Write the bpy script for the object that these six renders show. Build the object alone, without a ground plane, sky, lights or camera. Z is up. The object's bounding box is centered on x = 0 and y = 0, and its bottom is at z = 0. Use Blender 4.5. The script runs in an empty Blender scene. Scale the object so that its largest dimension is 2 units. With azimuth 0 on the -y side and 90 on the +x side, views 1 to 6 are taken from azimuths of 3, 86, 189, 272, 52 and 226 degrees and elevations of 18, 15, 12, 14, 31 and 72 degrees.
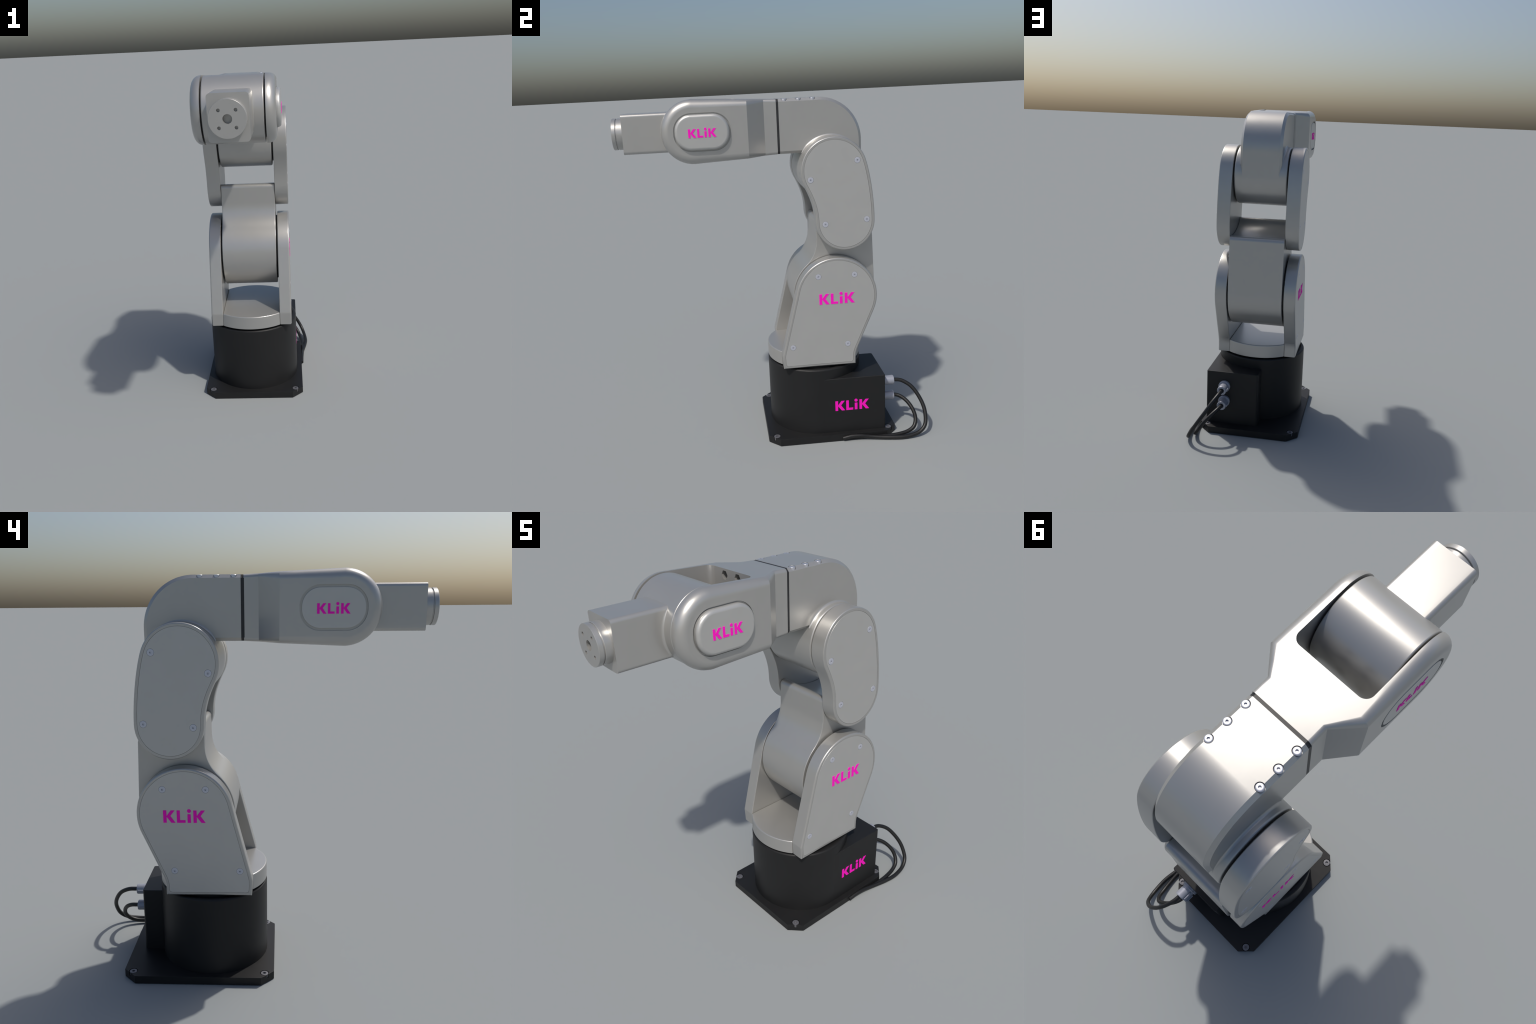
# Desktop six-axis robot arm: black base with two cables, silver painted links.
# Everything is built around the arm's mid plane x = XC; u = x - XC.
import bpy, bmesh, math
from mathutils import Vector, Matrix

XC = -0.0255                      # mid plane of the arm
SH = (0.331, 0.874)               # shoulder axis (y, z)
EL = (0.3315, 1.591)              # elbow axis
WR = (-0.410, 1.8305)             # wrist bend axis
R = math.radians

# ------------------------------------------------------------------ materials
def material(name, color, rough, metal=0.0, var=0.03, rvar=0.03, bump=0.0, spec=0.5, coat=0.0):
    m = bpy.data.materials.new(name); m.use_nodes = True
    nt = m.node_tree; b = nt.nodes["Principled BSDF"]
    tc = nt.nodes.new("ShaderNodeTexCoord")
    n1 = nt.nodes.new("ShaderNodeTexNoise"); n1.inputs["Scale"].default_value = 9.0
    n1.inputs["Detail"].default_value = 4.0
    nt.links.new(tc.outputs["Object"], n1.inputs["Vector"])
    cr = nt.nodes.new("ShaderNodeValToRGB")
    cr.color_ramp.elements[0].position = 0.3; cr.color_ramp.elements[1].position = 0.7
    cr.color_ramp.elements[0].color = (*[c * (1 - var) for c in color], 1)
    cr.color_ramp.elements[1].color = (*[min(1, c * (1 + var)) for c in color], 1)
    nt.links.new(n1.outputs["Fac"], cr.inputs["Fac"])
    nt.links.new(cr.outputs["Color"], b.inputs["Base Color"])
    mr = nt.nodes.new("ShaderNodeMapRange")
    mr.inputs["To Min"].default_value = rough - rvar; mr.inputs["To Max"].default_value = rough + rvar
    nt.links.new(n1.outputs["Fac"], mr.inputs["Value"])
    nt.links.new(mr.outputs["Result"], b.inputs["Roughness"])
    b.inputs["Metallic"].default_value = metal
    b.inputs["Specular IOR Level"].default_value = spec
    b.inputs["Coat Weight"].default_value = coat
    if bump:
        n2 = nt.nodes.new("ShaderNodeTexNoise"); n2.inputs["Scale"].default_value = 900.0
        nt.links.new(tc.outputs["Object"], n2.inputs["Vector"])
        bp = nt.nodes.new("ShaderNodeBump"); bp.inputs["Strength"].default_value = bump
        bp.inputs["Distance"].default_value = 0.0005
        nt.links.new(n2.outputs["Fac"], bp.inputs["Height"])
        nt.links.new(bp.outputs["Normal"], b.inputs["Normal"])
    return m

SILVER = material("silver_paint", (0.462, 0.457, 0.440), 0.33, 0.6, 0.012, 0.01)
PANEL = material("panel_paint", (0.515, 0.513, 0.497), 0.38, 0.5, 0.012, 0.01)
BLACK = material("black_anodised", (0.0132, 0.0133, 0.0138), 0.48, 0.0, 0.05, 0.02, spec=0.30)
RUBBER = material("cable_rubber", (0.012, 0.012, 0.012), 0.42, 0.0, 0.05, 0.03, spec=0.4)
SEAM = material("seal_black", (0.02, 0.02, 0.022), 0.5)
STEEL = material("screw_steel", (0.55, 0.565, 0.63), 0.40, 0.4, 0.01, 0.01)
BOLT = material("bolt_steel", (0.62, 0.63, 0.68), 0.34, 0.7, 0.01, 0.01)
DARKSCREW = material("dark_screw", (0.16, 0.16, 0.175), 0.42, 0.4, 0.02, 0.02)
CONN = material("connector_metal", (0.36, 0.375, 0.43), 0.40, 0.3, 0.02, 0.02)
PINK = material("magenta_print", (0.95, 0.010, 0.52), 0.6, 0.0, 0.0, 0.02, spec=0.15)

# ------------------------------------------------------------------ object helpers
ROOT = bpy.data.objects.new("robot_arm", None)
ROOT.location = (XC, 0.285, 0.0)
ROOT["label"] = "silver articulated industrial robot arm on black base with cables"
ROOT["category"] = "robot arm"
bpy.context.scene.collection.objects.link(ROOT)

def parent(ob, par):
    ob.parent = par
    m = Matrix.Translation(ROOT.location) if par is ROOT else par.matrix_basis.copy()
    if par is not ROOT:           # part objects keep their mesh in world space
        m = Matrix.Identity(4)
        ob.matrix_parent_inverse = Matrix.Identity(4)
        return
    ob.matrix_parent_inverse = m.inverted()

def make(name, verts, faces, mat, par=ROOT, angle=34.0, link=True):
    me = bpy.data.meshes.new(name)
    me.from_pydata([tuple(v) for v in verts], [], faces)
    bm = bmesh.new(); bm.from_mesh(me)
    bmesh.ops.remove_doubles(bm, verts=bm.verts, dist=1e-6)
    bmesh.ops.recalc_face_normals(bm, faces=bm.faces)
    bm.to_mesh(me); bm.free()
    ob = bpy.data.objects.new(name, me)
    bpy.context.scene.collection.objects.link(ob)
    if mat: me.materials.append(mat)
    ob["angle"] = angle
    if par is not None: parent(ob, par)
    return ob

def cut(ob, cutters, op='DIFFERENCE'):
    for c in cutters:
        md = ob.modifiers.new("b", 'BOOLEAN'); md.operation = op; md.solver = 'EXACT'; md.object = c
    dg = bpy.context.evaluated_depsgraph_get()
    me = bpy.data.meshes.new_from_object(ob.evaluated_get(dg))
    ob.modifiers.clear()
    mats = list(ob.data.materials); ob.data = me; me.materials.clear()
    for m in mats: me.materials.append(m)
    for p in me.polygons: p.material_index = 0
    for c in cutters: bpy.data.objects.remove(c)

def finish():
    done = set()
    for ob in bpy.data.objects:
        if ob.type != 'MESH': continue
        me = ob.data
        if me.name not in done:
            done.add(me.name)
            for p in me.polygons: p.use_smooth = True
            me.set_sharp_from_angle(angle=R(ob["angle"]))
        md = ob.modifiers.new("wn", 'WEIGHTED_NORMAL'); md.keep_sharp = True; md.weight = 100
        del ob["angle"]

# ------------------------------------------------------------------ 2D outline helpers
def arc(c, r, a0, a1, n=None):
    n = n or max(3, int(abs(a1 - a0) / 3.0))
    return [(c[0] + r * math.cos(R(a0 + (a1 - a0) * i / n)), c[1] + r * math.sin(R(a0 + (a1 - a0) * i / n))) for i in range(n + 1)]

def bez(p0, p1, p2, p3, n=18):
    out = []
    for i in range(n + 1):
        t = i / n; s = 1 - t
        out.append(tuple(s**3 * a + 3*s*s*t * b + 3*s*t*t * c + t**3 * d for a, b, c, d in zip(p0, p1, p2, p3)))
    return out

def dedupe(p, eps=2e-5):
    out = []
    for q in p:
        if not out or math.dist(q, out[-1]) > eps: out.append(q)
    while len(out) > 2 and math.dist(out[0], out[-1]) < eps: out.pop()
    return out

def fillet(pts, n=8):
    """polygon of (y, z[, radius]); rounds each corner that has a radius"""
    out = []; N = len(pts)
    for i, p in enumerate(pts):
        r = p[2] if len(p) > 2 else 0
        if r <= 0: out.append((p[0], p[1])); continue
        P = Vector(p[:2]); A = Vector(pts[i - 1][:2]) - P; B = Vector(pts[(i + 1) % N][:2]) - P
        la, lb = A.length, B.length; A.normalize(); B.normalize()
        half = math.acos(max(-1, min(1, A.dot(B)))) / 2
        d = r / math.tan(half)
        d = min(d, la * .98, lb * .98); r = d * math.tan(half)
        C = P + (A + B).normalized() * (r / math.sin(half))
        a = P + A * d - C; b = P + B * d - C
        ang = a.angle_signed(b)
        for k in range(n + 1):
            t = -ang * k / n
            out.append((C.x + a.x * math.cos(t) - a.y * math.sin(t), C.y + a.x * math.sin(t) + a.y * math.cos(t)))
    return dedupe(out)

def area(p): return sum(p[i - 1][0] * p[i][1] - p[i][0] * p[i - 1][1] for i in range(len(p))) / 2
def ccw(p): return p if area(p) > 0 else p[::-1]

def inset(p, d):
    """shift a ccw outline inwards by d (mitred)"""
    out = []; N = len(p)
    for i in range(N):
        a = Vector(p[i]) - Vector(p[i - 1]); b = Vector(p[(i + 1) % N]) - Vector(p[i])
        na = Vector((-a.y, a.x)).normalized(); nb = Vector((-b.y, b.x)).normalized()
        m = na + nb; m = m / max(0.35, m.dot(m) / 2) if m.length > 1e-6 else na
        out.append((p[i][0] + m.x * d, p[i][1] + m.y * d))
    return out

def round_sharp(p, r, lim=40):
    N = len(p); q = []
    for i in range(N):
        a = Vector(p[i]) - Vector(p[i - 1]); b = Vector(p[(i + 1) % N]) - Vector(p[i])
        q.append((*p[i], r if abs(a.angle(b)) > R(lim) else 0))
    return fillet(q, 6)

def tangent(c, r, P, side):
    d = Vector(P) - Vector(c); L = d.length; base = math.atan2(d.y, d.x)
    return math.degrees(base + side * math.acos(r / L))

# ------------------------------------------------------------------ solid helpers
def place(axis, a, b, t):
    """outline coordinates a, b and depth t -> world"""
    if axis == 'x': return (t, a, b)
    if axis == 'y': return (a, t, b)
    return (a, b, t)

def stack(outline, levels, axis='x', caps=(True, True)):
    """prism through (depth, inset) levels"""
    outline = ccw(dedupe(outline)); V, F = [], []; N = len(outline)
    for t, d in levels:
        o = inset(outline, d) if abs(d) > 1e-9 else outline
        V += [place(axis, a, b, t) for a, b in o]
    for k in range(len(levels) - 1):
        for i in range(N):
            j = (i + 1) % N
            F.append((k * N + i, k * N + j, (k + 1) * N + j, (k + 1) * N + i))
    if caps[0]: F.append(tuple(range(N))[::-1])
    if caps[1]: F.append(tuple(range((len(levels) - 1) * N, len(levels) * N)))
    return V, F

def rounded_levels(t0, t1, r0=0.0, r1=0.0, n=5):
    s = 1 if t1 > t0 else -1; L = []
    if r0:
        L += [(t0 + s * r0 * (1 - math.sin(R(90 * i / n))) , r0 * (1 - math.cos(R(90 - 90 * i / n)))) for i in range(n + 1)][::-1] if False else \
             [(t0 + s * r0 * (1 - math.cos(R(90 * i / n))), r0 * (1 - math.sin(R(90 * i / n)))) for i in range(n + 1)]
    else: L.append((t0, 0))
    if r1:
        L += [(t1 - s * r1 * (1 - math.cos(R(90 * i / n))), r1 * (1 - math.sin(R(90 * i / n)))) for i in range(n, -1, -1)]
    else: L.append((t1, 0))
    return L

def prism(name, outline, t0, t1, mat, r0=0.0, r1=0.0, axis='x', par=ROOT, n=5, angle=34):
    V, F = stack(outline, rounded_levels(t0, t1, r0, r1, n), axis)
    return make(name, V, F, mat, par, angle)

def lathe(name, c, profile, mat, axis='x', par=ROOT, seg=96, angle=34):
    """profile of (depth, radius); centre c given in the two outline coordinates"""
    V, F = [], []; ring = []
    for t, r in profile:
        if r < 1e-6:
            ring.append([len(V)]); V.append(place(axis, c[0], c[1], t))
        else:
            ring.append(list(range(len(V), len(V) + seg)))
            V += [place(axis, c[0] + r * math.cos(2 * math.pi * i / seg), c[1] + r * math.sin(2 * math.pi * i / seg), t) for i in range(seg)]
    for a, b in zip(ring, ring[1:]):
        for i in range(seg):
            j = (i + 1) % seg
            if len(a) == 1: F.append((a[0], b[i], b[j]))
            elif len(b) == 1: F.append((a[i], a[j], b[0]))
            else: F.append((a[i], a[j], b[j], b[i]))
    if len(ring[0]) > 1: F.append(tuple(ring[0])[::-1])
    if len(ring[-1]) > 1: F.append(tuple(ring[-1]))
    return make(name, V, F, mat, par, angle)

def drum_profile(t0, t1, r, bev, n=4):
    return [(t0 + bev * (1 - math.cos(R(90 * i / n))), r - bev * (1 - math.sin(R(90 * i / n)))) for i in range(n + 1)] + \
           [(t1 - bev * (1 - math.cos(R(90 * i / n))), r - bev * (1 - math.sin(R(90 * i / n)))) for i in range(n, -1, -1)]

def cylinder_cutter(c, r, t0, t1, axis='x', seg=48):
    return lathe("cutter", c, [(t0, r), (t1, r)], None, axis, None, seg)

def join(name, obs, mat, par=ROOT, angle=34):
    bm = bmesh.new()
    for o in obs: bm.from_mesh(o.data)
    me = bpy.data.meshes.new(name); bm.to_mesh(me); bm.free()
    for o in obs: bpy.data.objects.remove(o)
    ob = bpy.data.objects.new(name, me); bpy.context.scene.collection.objects.link(ob)
    me.materials.append(mat); ob["angle"] = angle; parent(ob, par)
    return ob

def tube(name, pts, r, mat, par, seg=20, per=10):
    P = [Vector(p) for p in pts]; path = []
    for i in range(len(P) - 1):
        a = P[i - 1] if i else P[0] * 2 - P[1]; d = P[i + 2] if i + 2 < len(P) else P[-1] * 2 - P[-2]
        b, c = P[i], P[i + 1]
        for k in range(per):
            t = k / per
            path.append(0.5 * ((2 * b) + (c - a) * t + (2*a - 5*b + 4*c - d) * t*t + (3*b - a - 3*c + d) * t**3))
    path.append(P[-1]); V, F = [], []; nrm = Vector((0, 0, 1))
    for i, p in enumerate(path):
        tan = (path[min(i + 1, len(path) - 1)] - path[max(i - 1, 0)]).normalized()
        nrm = (nrm - tan * nrm.dot(tan)).normalized(); bi = tan.cross(nrm)
        V += [p + nrm * r * math.cos(2 * math.pi * k / seg) + bi * r * math.sin(2 * math.pi * k / seg) for k in range(seg)]
    n = len(path)
    for i in range(n - 1):
        for k in range(seg):
            j = (k + 1) % seg
            F.append((i * seg + k, i * seg + j, (i + 1) * seg + j, (i + 1) * seg + k))
    F.append(tuple(range(seg))[::-1]); F.append(tuple(range((n - 1) * seg, n * seg)))
    return make(name, V, F, mat, par)

# ------------------------------------------------------------------ screws (shared meshes, axis +x of the mesh = outward)
def screw_mesh(name, r, proud, dome, hexr, depth, mat, body):
    """flat or domed head with a hex socket; local +z points outwards, z = 0 is the surface"""
    V, F = [], []; seg = 36; bev = min(0.0012, r * .1)
    prof = [(r, -body), (r, proud - bev)]
    if dome:
        for i in range(1, 6):
            a = R(90 * i / 6); prof.append((r * .55 + r * .45 * math.cos(a), proud - bev + dome * math.sin(a)))
        top = prof[-1][1]
    else:
        prof.append((r - bev * .3, proud - bev * .3)); prof.append((r - bev, proud)); top = proud
    rings = []
    for rr, z in prof:
        rings.append(list(range(len(V), len(V) + seg)))
        V += [(rr * math.cos(2 * math.pi * i / seg), rr * math.sin(2 * math.pi * i / seg), z) for i in range(seg)]
    for z in (top, top - depth):
        rings.append(list(range(len(V), len(V) + seg)))
        for i in range(seg):
            a = 2 * math.pi * i / seg; k = (a + math.pi / 6) % (math.pi / 3) - math.pi / 6
            rr = hexr * math.cos(math.pi / 6) / math.cos(k)
            V.append((rr * math.cos(a), rr * math.sin(a), z))
    for a, b in zip(rings, rings[1:]):
        for i in range(seg):
            j = (i + 1) % seg; F.append((a[i], a[j], b[j], b[i]))
    F.append(tuple(rings[-1])); F.append(tuple(rings[0])[::-1])
    me = bpy.data.meshes.new(name); me.from_pydata(V, [], F); me.materials.append(mat)
    bm = bmesh.new(); bm.from_mesh(me); bmesh.ops.recalc_face_normals(bm, faces=bm.faces); bm.to_mesh(me); bm.free()
    return me

COVER_SCREW = screw_mesh("cover_screw", 0.0163, 0.0008, 0, 0.0050, 0.0055, STEEL, 0.0057)
TOP_BOLT = screw_mesh("cap_bolt", 0.0146, 0.0, 0.0026, 0.0060, 0.006, BOLT, 0.012)
BASE_SCREW = screw_mesh("base_screw", 0.0190, 0.0, 0, 0.0085, 0.008, DARKSCREW, 0.020)

def put_screw(name, me, loc, normal, par, spin=0.0):
    ob = bpy.data.objects.new(name, me); bpy.context.scene.collection.objects.link(ob)
    q = Vector((0, 0, 1)).rotation_difference(Vector(normal))
    ob.matrix_basis = Matrix.Translation(loc) @ q.to_matrix().to_4x4() @ Matrix.Rotation(spin, 4, 'Z')
    ob["angle"] = 34.0; parent(ob, par); return ob

# ------------------------------------------------------------------ lettering
K = [(0, 0), (0, 605), (155, 605), (155, 330), (358, 605), (545, 605), (335, 328), (565, 0), (372, 0), (155, 292), (155, 0)]
L = [(0, 0), (0, 605), (150, 605), (150, 130), (402, 130), (402, 0)]
GLYPHS = [[(x, y) for x, y in K], [(x + 636, y) for x, y in L],
          [(1136, 0), (1136, 420), (1290, 420), (1290, 0)],
          [(1213 + 92 * math.cos(2 * math.pi * i / 28), 577 + 92 * math.sin(2 * math.pi * i / 28)) for i in range(28)],
          [(x + 1412, y) for x, y in K]]
LETTER_W = 1977.0
def lettering(xs, side, y_left, z_base, width, par, thick=0.0016):
    s = width / LETTER_W; V, F = [], []
    for g in GLYPHS:
        o = [(y_left + side * a * s, z_base + b * s) for a, b in g]
        v, f = stack(o, [(xs - side * 0.001, 0), (xs + side * thick, 0)])
        k = len(V); V += v; F += [tuple(i + k for i in q) for q in f]
    return make("lettering", V, F, PINK, par)

# ================================================================== BASE
YB0, YB1 = -0.0965, 0.667
xl, xr = XC - 0.3105, XC + 0.3105
ch = 0.064
plate = prism("base_plate", [(xl + ch, YB0), (xr - ch, YB0), (xr, YB0 + ch), (xr, YB1 - ch), (xr - ch, YB1), (xl + ch, YB1), (xl, YB1 - ch), (xl, YB0 + ch)],
              0.0, 0.041, BLACK, 0.0, 0.0015, 'z', n=2)
SI = 0.0475
spots = [(x, y) for x in (xl + SI, xr - SI) for y in (YB0 + SI, YB1 - SI)]
cut(plate, [cylinder_cutter(p, 0.0226, 0.020, 0.06, 'z') for p in spots])
for p in spots: put_screw("base_screw", BASE_SCREW, (*p, 0.0405), (0, 0, 1), plate, 0.3)

YC, RB = 0.222, 0.2790
body = lathe("b", (XC, YC), [(0.038, RB), (0.436, RB)] + [(0.447 - 0.011 * (1 - math.sin(R(a))), RB - 0.011 * (1 - math.cos(R(a)))) for a in (18, 36, 54, 72, 90)] +
             [(0.447, 0.258), (0.442, 0.256), (0.442, 0.240), (0.4585, 0.240)], None, 'z', None, 160)
box = prism("b", fillet([(XC - 0.0475, 0.222), (XC + 0.2786, 0.222), (XC + 0.2786, 0.6015, 0.010), (XC - 0.0475, 0.6015, 0.013)]), 0.038, 0.384, None, 0, 0.004, 'z', None)
base = join("base_housing", [body, box], BLACK)
lettering(XC + 0.2786, 1, 0.301, 0.1795, 0.201, base)

CX = 0.1385
for zc, pts in ((0.2925, [(CX, .64, .2925), (CX + .001, .69, .2922), (.147, .732, .286), (.17, .780, .2575), (.2, .8140, .212), (.237, .8365, .157), (.269, .8400, .106),
                          (.295, .8285, .060), (.312, .791, .028), (.3215, .735, .0150), (.3240, .68, .0118), (.317, .62, .0115), (.306, .56, .0120), (.296, .50, .0165), (.2925, .445, .0255), (.2890, .39, .0255), (.2870, .337, .0155)]),
                (0.1935, [(CX, .64, .1935), (CX + .002, .69, .193), (.156, .725, .184), (.185, .758, .159), (.221, .781, .120), (.249, .786, .078), (.272, .768, .042),
                          (.284, .727, .0215), (.293, .67, .014), (.2985, .60, .0125), (.2975, .52, .0125)])):
    con = lathe("connector", (CX, zc), [(0.594, 0.0365), (0.616, 0.0365), (0.619, 0.034), (0.619, 0.0275), (0.676, 0.0285), (0.680, 0.0265), (0.680, 0.015), (0.664, 0.0145)], CONN, 'y', seg=48)
    nub = prism("n", fillet([(CX - 0.034, zc - 0.006, .003), (CX - 0.024, zc - 0.006, .003), (CX - 0.024, zc + 0.006, .003), (CX - 0.034, zc + 0.006, .003)]), 0.63, 0.672, None, .001, .001, 'y', None)
    con = join("connector", [con, nub], CONN)
    tube("cable", pts, 0.0115, RUBBER, con)

# ================================================================== TURNTABLE
def clipped_disc(r, w):
    a = math.degrees(math.acos(w / r))
    return arc((XC, YC), r, a, 180 - a, 60) + arc((XC, YC), r, 180 + a, 360 - a, 60)
turn = prism("turntable", clipped_disc(0.2775, 0.1770), 0.4590, 0.5405, SILVER, 0.002, 0.006, 'z')

# ================================================================== SHOULDER PLATES
RS = 0.2310
Pf, Qr = (0.0075, 0.537), (0.4340, 0.530)
af, ar = tangent(SH, RS, Pf, -1), tangent(SH, RS, Qr, 1)
while af < 90: af += 360
while ar > 0: ar -= 360
while ar < -90: ar += 360
shoulder_outline = fillet([(*Pf, 0.04), (0.0120, 0.4590), (0.4335, 0.4590), (*Qr, 0.14)] + [(a, b) for a, b in arc(SH, RS, ar, af, 80)])

def side_plate(name, outline, u_in, u_out, side, rim, bev, bev_in, groove, screws, corner=0.0):
    outline = ccw(dedupe(outline)); xo, xi = XC + side * u_out, XC + side * u_in
    pocket = inset(outline, rim)
    if corner: pocket = round_sharp(pocket, corner)
    # body up to the rim, then pocket
    L = rounded_levels(xi, xo, bev_in, bev, 6)
    V, F = stack(outline, L, 'x', (True, True))
    ob = make(name, V, F, SILVER)
    V, F = stack(pocket, [(xo - side * 0.006, 0), (xo + side * 0.01, 0)])
    cut(ob, [make("cutter", V, F, None, None)])
    cov_out = inset(ccw(pocket), groove)
    V, F = stack(cov_out, [(xo - side * 0.0060, 0), (xo - side * 0.0005, 0), (xo, 0.0004)])
    cov = make("cover_panel", V, F, PANEL, ob)
    cut(cov, [cylinder_cutter(p, 0.0169, xo - side * 0.0070, xo + side * 0.01, 'x', 36) for p in screws])
    for k, p in enumerate(screws): put_screw("cover_screw", COVER_SCREW, (xo, *p), (side, 0, 0), ob, 0.4 * k)
    return ob, xo

for side in (1, -1):
    p, xo = side_plate("shoulder_plate", shoulder_outline, 0.1775, 0.2510, side, 0.0150, 0.0085, 0.004, 0.0009,
                       [(0.227, 1.0015), (0.433, 1.0015), (0.0695, 0.588), (0.3885, 0.588)], 0.014)
    lettering(xo, side, 0.229 if side > 0 else 0.433, 0.8365, 0.203, p)

# ================================================================== LOWER LINK (drum + neck + saddle)
RD = 0.2360
Rn = 0.200
yn = 0.2360 - Rn
zn = SH[1] + math.sqrt((RD + Rn) ** 2 - (yn - SH[0]) ** 2)
aj = math.degrees(math.atan2(zn - SH[1], yn - SH[0]))            # drum angle where the neck fillet starts
at = tangent(SH, RD, (0.556, 1.215), -1)
link_outline = (arc((0.2360 + 0.024, 1.288), 0.024, 90, 180, 8) +
                arc((yn, zn), Rn, 0, aj - 180, 14) +
                arc(SH, RD, aj, at + 360 if at < aj else at, 96) +
                fillet([(0.557, 1.15), (0.5555, 1.2365, 0.026), (0.50, 1.2350)], 8)[1:-1] +
                bez((0.520, 1.2360), (0.45, 1.222), (0.335, 1.250), (0.300, 1.287), 16) +
                bez((0.300, 1.287), (0.285, 1.305), (0.280, 1.312), (0.260, 1.312), 8))
prism("lower_link", link_outline, XC - 0.1670, XC + 0.1670, SILVER, 0.0035, 0.0035)
lathe("shoulder_shaft", SH, [(XC - 0.1770, 0.205), (XC + 0.1770, 0.205)], SEAM)

# ================================================================== UPPER LINK PLATES
RE = 0.1810
cb, rb = (0.388, 1.310), 0.1630
def on(c, r, a): return (c[0] + r * math.cos(R(a)), c[1] + r * math.sin(R(a)))
def along(p, a, d): return (p[0] + d * math.cos(R(a)), p[1] + d * math.sin(R(a)))
pr, pf = on(EL, RE, 19), on(EL, RE, 206)
qr, qf = on(cb, rb, 0), on(cb, rb, 180)
upper_outline = (arc(EL, RE, 19, 206, 70) + bez(pf, along(pf, 296, 0.052), (qf[0], qf[1] + 0.09), qf, 20) +
                 arc(cb, rb, 180, 360, 60) + bez(qr, (qr[0], qr[1] + 0.11), along(pr, 19 - 90, 0.08), pr, 20))
for side in (1, -1):
    side_plate("link_plate", upper_outline, 0.1685, 0.2510, side, 0.0155, 0.006, 0.004, 0.0009,
               [(0.4575, 1.641), (0.201, 1.547), (0.5065, 1.3145), (0.2755, 1.2985)])

# ================================================================== ELBOW HOUSING
RDE = 0.1795
UH = 0.1255
drum = lathe("d", EL, drum_profile(XC - 0.1600, XC + 0.1600, RDE, 0.009), None, 'x', None, 160)
hc, hr = (0.272, 1.740), 0.2390
hous = ([(0.0565, 1.6825), (0.20, 1.6825), (0.30, 1.56), (0.43, 1.54)] + [(hc[0] + hr, 1.592)] + arc(hc, hr, 0, 90, 40) + [(0.0565, 1.979)])
hv, hf = stack(hous, [(XC - UH, 0.0155), (XC - UH + 0.0155, 0), (XC + UH - 0.0155, 0), (XC + UH, 0.0155)])
# front face stays full size: undo the inset at the seam side
hv = [(x, 0.0565 if y < 0.075 else y, z) for x, y, z in hv]
hb = make("h", hv, hf, None, None, 30)
bs = [(XC + s * 0.1078, y) for s in (-1, 1) for y in (0.0888, 0.1668, 0.2440)]
cut(hb, [cylinder_cutter(p, 0.0166, 1.9655, 2.02, 'z') for p in bs])
# cove between housing flank and drum, on both flanks
parts = [drum, hb]
for side in (1, -1):
    V, F = [], []; n, m = 60, 9
    for i in range(n + 1):
        a = 18 + (149.5 - 18) * i / n
        rf = 0.013 * min(1, max(0.02, (a - 18) / 40.0), 0.35 + (149.5 - a) / 22.0)
        for k in range(m + 1):
            t = R(90 * k / m)
            u = UH - 0.0003 + rf * (1 - math.cos(t)) if False else UH - 0.0003 + rf * (1 - math.sin(t))
            r = RDE + rf * (1 - math.cos(t)) + 0.0002
            V.append((XC + side * u, EL[0] + r * math.cos(R(a)), EL[1] + r * math.sin(R(a))))
    for i in range(n):
        for k in range(m):
            q = i * (m + 1) + k
            F.append((q, q + 1, q + m + 2, q + m + 1))
    e = n * (m + 1)                                   # closing web at the lower front end
    c = len(V); a = R(149.5); V.append((XC + side * (UH - 0.0003), EL[0] + RDE * math.cos(a), EL[1] + RDE * math.sin(a)))
    for k in range(m): F.append((e + k, e + k + 1, c))
    parts.append(make("c", V, F, None, None))
elbow = join("elbow_housing", parts, SILVER, angle=30)
for p in bs: put_screw("cap_bolt", TOP_BOLT, (*p, 1.9770), (0, 0, 1), elbow, 0.2)
lathe("elbow_shaft", EL, [(XC - 0.1683, 0.150), (XC + 0.1683, 0.150)], SEAM)

# seal between housing and forearm
def oct_rect(w, h, c): return [(XC - w, WR[1] - h + c), (XC - w + c, WR[1] - h), (XC + w - c, WR[1] - h), (XC + w, WR[1] - h + c), (XC + w, WR[1] + h - c), (XC + w - c, WR[1] + h), (XC - w + c, WR[1] + h), (XC - w, WR[1] + h - c)]
prism("seal_ring", oct_rect(UH - 0.001, 0.1475, 0.0155), 0.041, 0.0575, SEAM, 0, 0, 'y')

# ================================================================== FOREARM (fork)
H0, RW = 0.1485, 0.1700
UC = 0.2065
XC = -0.0242                      # the fork sits a millimetre off the elbow's mid plane
def half_width(y):
    if y > -0.0245: return UH
    if y > -0.1195: return UH + (UC - UH) * (-0.0245 - y) / 0.095
    return UC
def edge_radius(y):
    if y > -0.0245: return 0.0165
    if y > -0.1195: return 0.0165 + 0.018 * (-0.0245 - y) / 0.095
    return 0.0345 + 0.0095 * min(1, (-0.1195 - y) / 0.25)
slope = (RW - H0) / (0.043 - WR[0])
ys = [0.0435, 0.010, -0.0245, -0.072, -0.1195, -0.18, -0.24, -0.30, -0.36]
prof = [(y, H0 + slope * (0.043 - y), (0.0, 1.0)) for y in ys]
tilt = math.degrees(math.atan(slope))
na = 40
prof += [(WR[0] + RW * math.cos(R(a)), RW * math.sin(R(a)), (math.cos(R(a)), math.sin(R(a)))) for a in [90 + 90 * i / na for i in range(na + 1)]]
top = prof; bot = [(y, -h, (n[0], -n[1])) for y, h, n in prof[:-1]][::-1]
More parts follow.
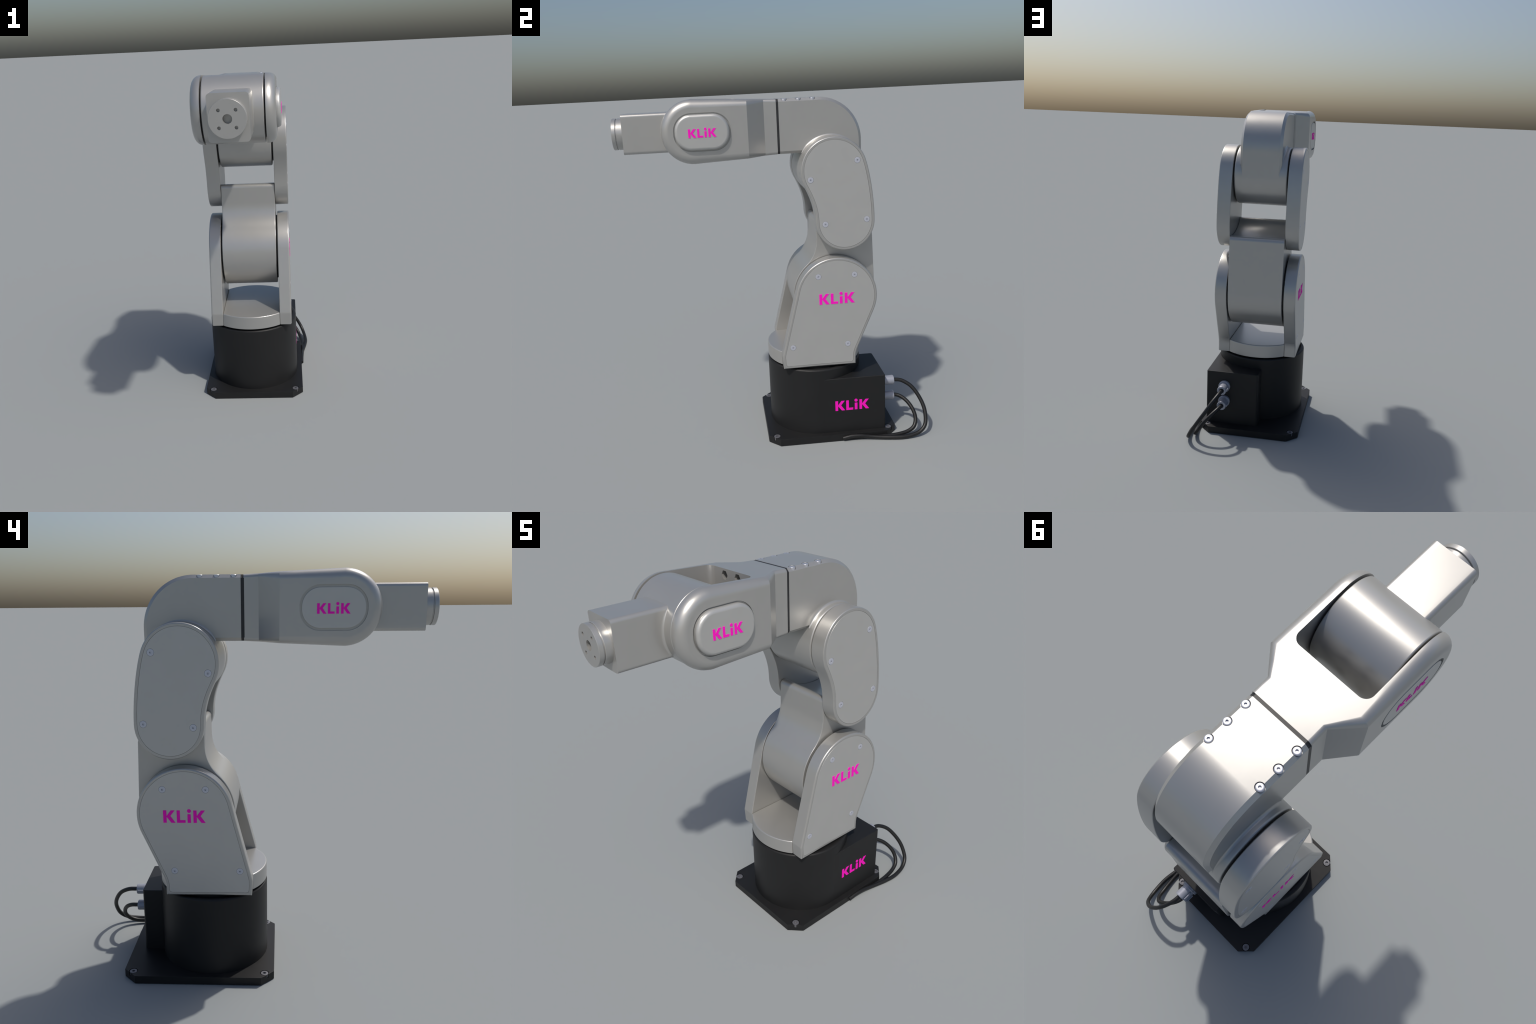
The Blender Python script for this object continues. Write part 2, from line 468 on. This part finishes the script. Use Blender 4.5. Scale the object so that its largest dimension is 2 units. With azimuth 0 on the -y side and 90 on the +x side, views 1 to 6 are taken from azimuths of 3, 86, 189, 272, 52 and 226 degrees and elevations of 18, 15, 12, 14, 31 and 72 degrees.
loop = top + bot                                      # seam top -> nose -> seam bottom
nb = 7; V, F = [], []; N = len(loop); rows = []
for y, h, nrm in loop:
    row = []
    w, r = half_width(y), edge_radius(y)
    for k in range(nb + 1):
        t = R(90 * k / nb)
        u = w - r + r * math.sin(t); d = r * (1 - math.cos(t))
        row.append((u, y - nrm[0] * d, WR[1] + h - nrm[1] * d))
    rows.append(row)
for row in rows: V += [(XC + u, y, z) for u, y, z in row] + [(XC - u, y, z) for u, y, z in row]
S = 2 * (nb + 1)
for i in range(N - 1):
    a, b = i * S, (i + 1) * S
    for k in range(nb):
        F.append((a + k, a + k + 1, b + k + 1, b + k)); F.append((a + nb + 1 + k, a + nb + 2 + k, b + nb + 2 + k, b + nb + 1 + k))
    F.append((a, b, b + nb + 1, a + nb + 1))
for off in (nb, 2 * nb + 1):                          # flanks: ladder of quads, then the round nose
    for i in range(len(ys)):
        F.append((i * S + off, (i + 1) * S + off, (N - 2 - i) * S + off, (N - 1 - i) * S + off))
    F.append(tuple(i * S + off for i in range(len(ys), N - len(ys))))
z0 = (N - 1) * S
F.append(tuple([k for k in range(nb, -1, -1)] + [nb + 1 + k for k in range(nb + 1)] + [z0 + nb + 1 + k for k in range(nb, -1, -1)] + [z0 + k for k in range(nb + 1)]))
fore = make("forearm", V, F, SILVER, ROOT, 26)
SW = 0.1570
slot = fillet([(XC - SW, -0.163, 0.034), (XC + SW, -0.163, 0.034), (XC + SW, -0.75), (XC - SW, -0.75)], 10)
V, F = stack(slot, [(1.5, 0), (2.2, 0)], 'z')
cutters = [make("cutter", V, F, None, None)]
PC = (-0.3605, 1.8295)
def pill(a, b, r): return fillet([(PC[0] - a, PC[1] - b, r), (PC[0] + a, PC[1] - b, r), (PC[0] + a, PC[1] + b, r), (PC[0] - a, PC[1] + b, r)], 20)
for side in (1, -1):
    V, F = stack(pill(0.1515, 0.1, 0.094), [(XC + side * (UC - 0.009), 0), (XC + side * (UC + 0.02), 0)])
    cutters.append(make("cutter", V, F, None, None))
for sx in (-1, 1):
    for z in (1.9605, 1.892, 1.769, 1.7005):
        cutters.append(cylinder_cutter((XC - 0.004 + sx * 0.0465, z), 0.0215, -0.20, -0.03, 'y', 6))
cut(fore, cutters)
for side in (1, -1):
    xb = XC + side * (UC - 0.0095)
    if side > 0: V, F = stack(pill(0.1440, 0.0930, 0.087), rounded_levels(xb, XC + UC + 0.0225, 0, 0.016, 7))
    else: V, F = stack(pill(0.1415, 0.0880, 0.083), rounded_levels(xb, XC - UC - 0.0005, 0, 0.0015, 3))
    cap = make("wrist_cover", V, F, PANEL, fore)
    lettering(XC + UC + 0.0225 if side > 0 else XC - UC - 0.0005, side, -0.434 if side > 0 else -0.286, 1.8035, 0.148, fore)

# ================================================================== WRIST
RWD = 0.1675
wd = lathe("w", WR, drum_profile(XC - 0.1500, XC + 0.1500, RWD, 0.006), None, 'x', None, 160)
# square neck with flanks that sweep out into the drum
HW, HH, rc = 0.0945, 0.1078, 0.017
prof = fillet([(-HW, -HH, rc), (HW, -HH, rc), (HW, HH, rc), (-HW, HH, rc)], 8)
dense = []
for i in range(len(prof)):
    a, b = prof[i], prof[(i + 1) % len(prof)]; n = max(1, int(math.dist(a, b) / 0.012))
    dense += [(a[0] + (b[0] - a[0]) * k / n, a[1] + (b[1] - a[1]) * k / n) for k in range(n)]
V, F = [], []; N = len(dense); YF, cove = -0.7930, 0.014
steps = [0.0] + [i / 14 for i in range(1, 15)]
for si, s in enumerate([-1] + [i / 14 for i in range(15)]):
    for u, z in dense:
        yd = WR[0] - math.sqrt(RWD ** 2 - z * z)
        if s < 0: y, du = YF, 0.0
        else:
            t = R(90 * s); y = yd - cove * (1 - math.sin(t)) + 0.002; du = cove * (1 - math.cos(t)) * 0.9
        wgt = max(0.0, min(1.0, (abs(u) - (HW - rc)) / rc)) * max(0.0, min(1.0, (HH - 0.012 - abs(z)) / 0.035)) ** 0.6
        V.append((XC + u + math.copysign(du * wgt, u), y, WR[1] + z))
M = 16
for k in range(M - 1):
    for i in range(N):
        j = (i + 1) % N; F.append((k * N + i, k * N + j, (k + 1) * N + j, (k + 1) * N + i))
F.append(tuple(range(N)))
nk = make("n", V, F, None, None, 30)
wrist = join("wrist", [wd, nk], SILVER, angle=30)
lathe("wrist_shaft", WR, [(XC - 0.1564, 0.140), (XC + 0.1564, 0.140)], SEAM)

# ================================================================== TOOL FLANGE
FC = (XC, 1.8312)
fl = lathe("tool_flange", FC, [(-0.790, 0.0855), (-0.8235, 0.0855), (-0.8255, 0.0840), (-0.8255, 0.0805), (-0.8310, 0.0805), (-0.8310, 0.0845), (-0.8320, 0.0858), (-0.8505, 0.0858), (-0.8518, 0.0845)], SILVER, 'y', seg=96)
holes = [cylinder_cutter(FC, 0.0212, -0.90, -0.805, 'y')]
for sx in (-1, 1):
    for sz in (-1, 1): holes.append(cylinder_cutter((FC[0] + sx * 0.0380, FC[1] + sz * 0.0380), 0.0080, -0.90, -0.828, 'y', 24))
cut(fl, holes)

finish()
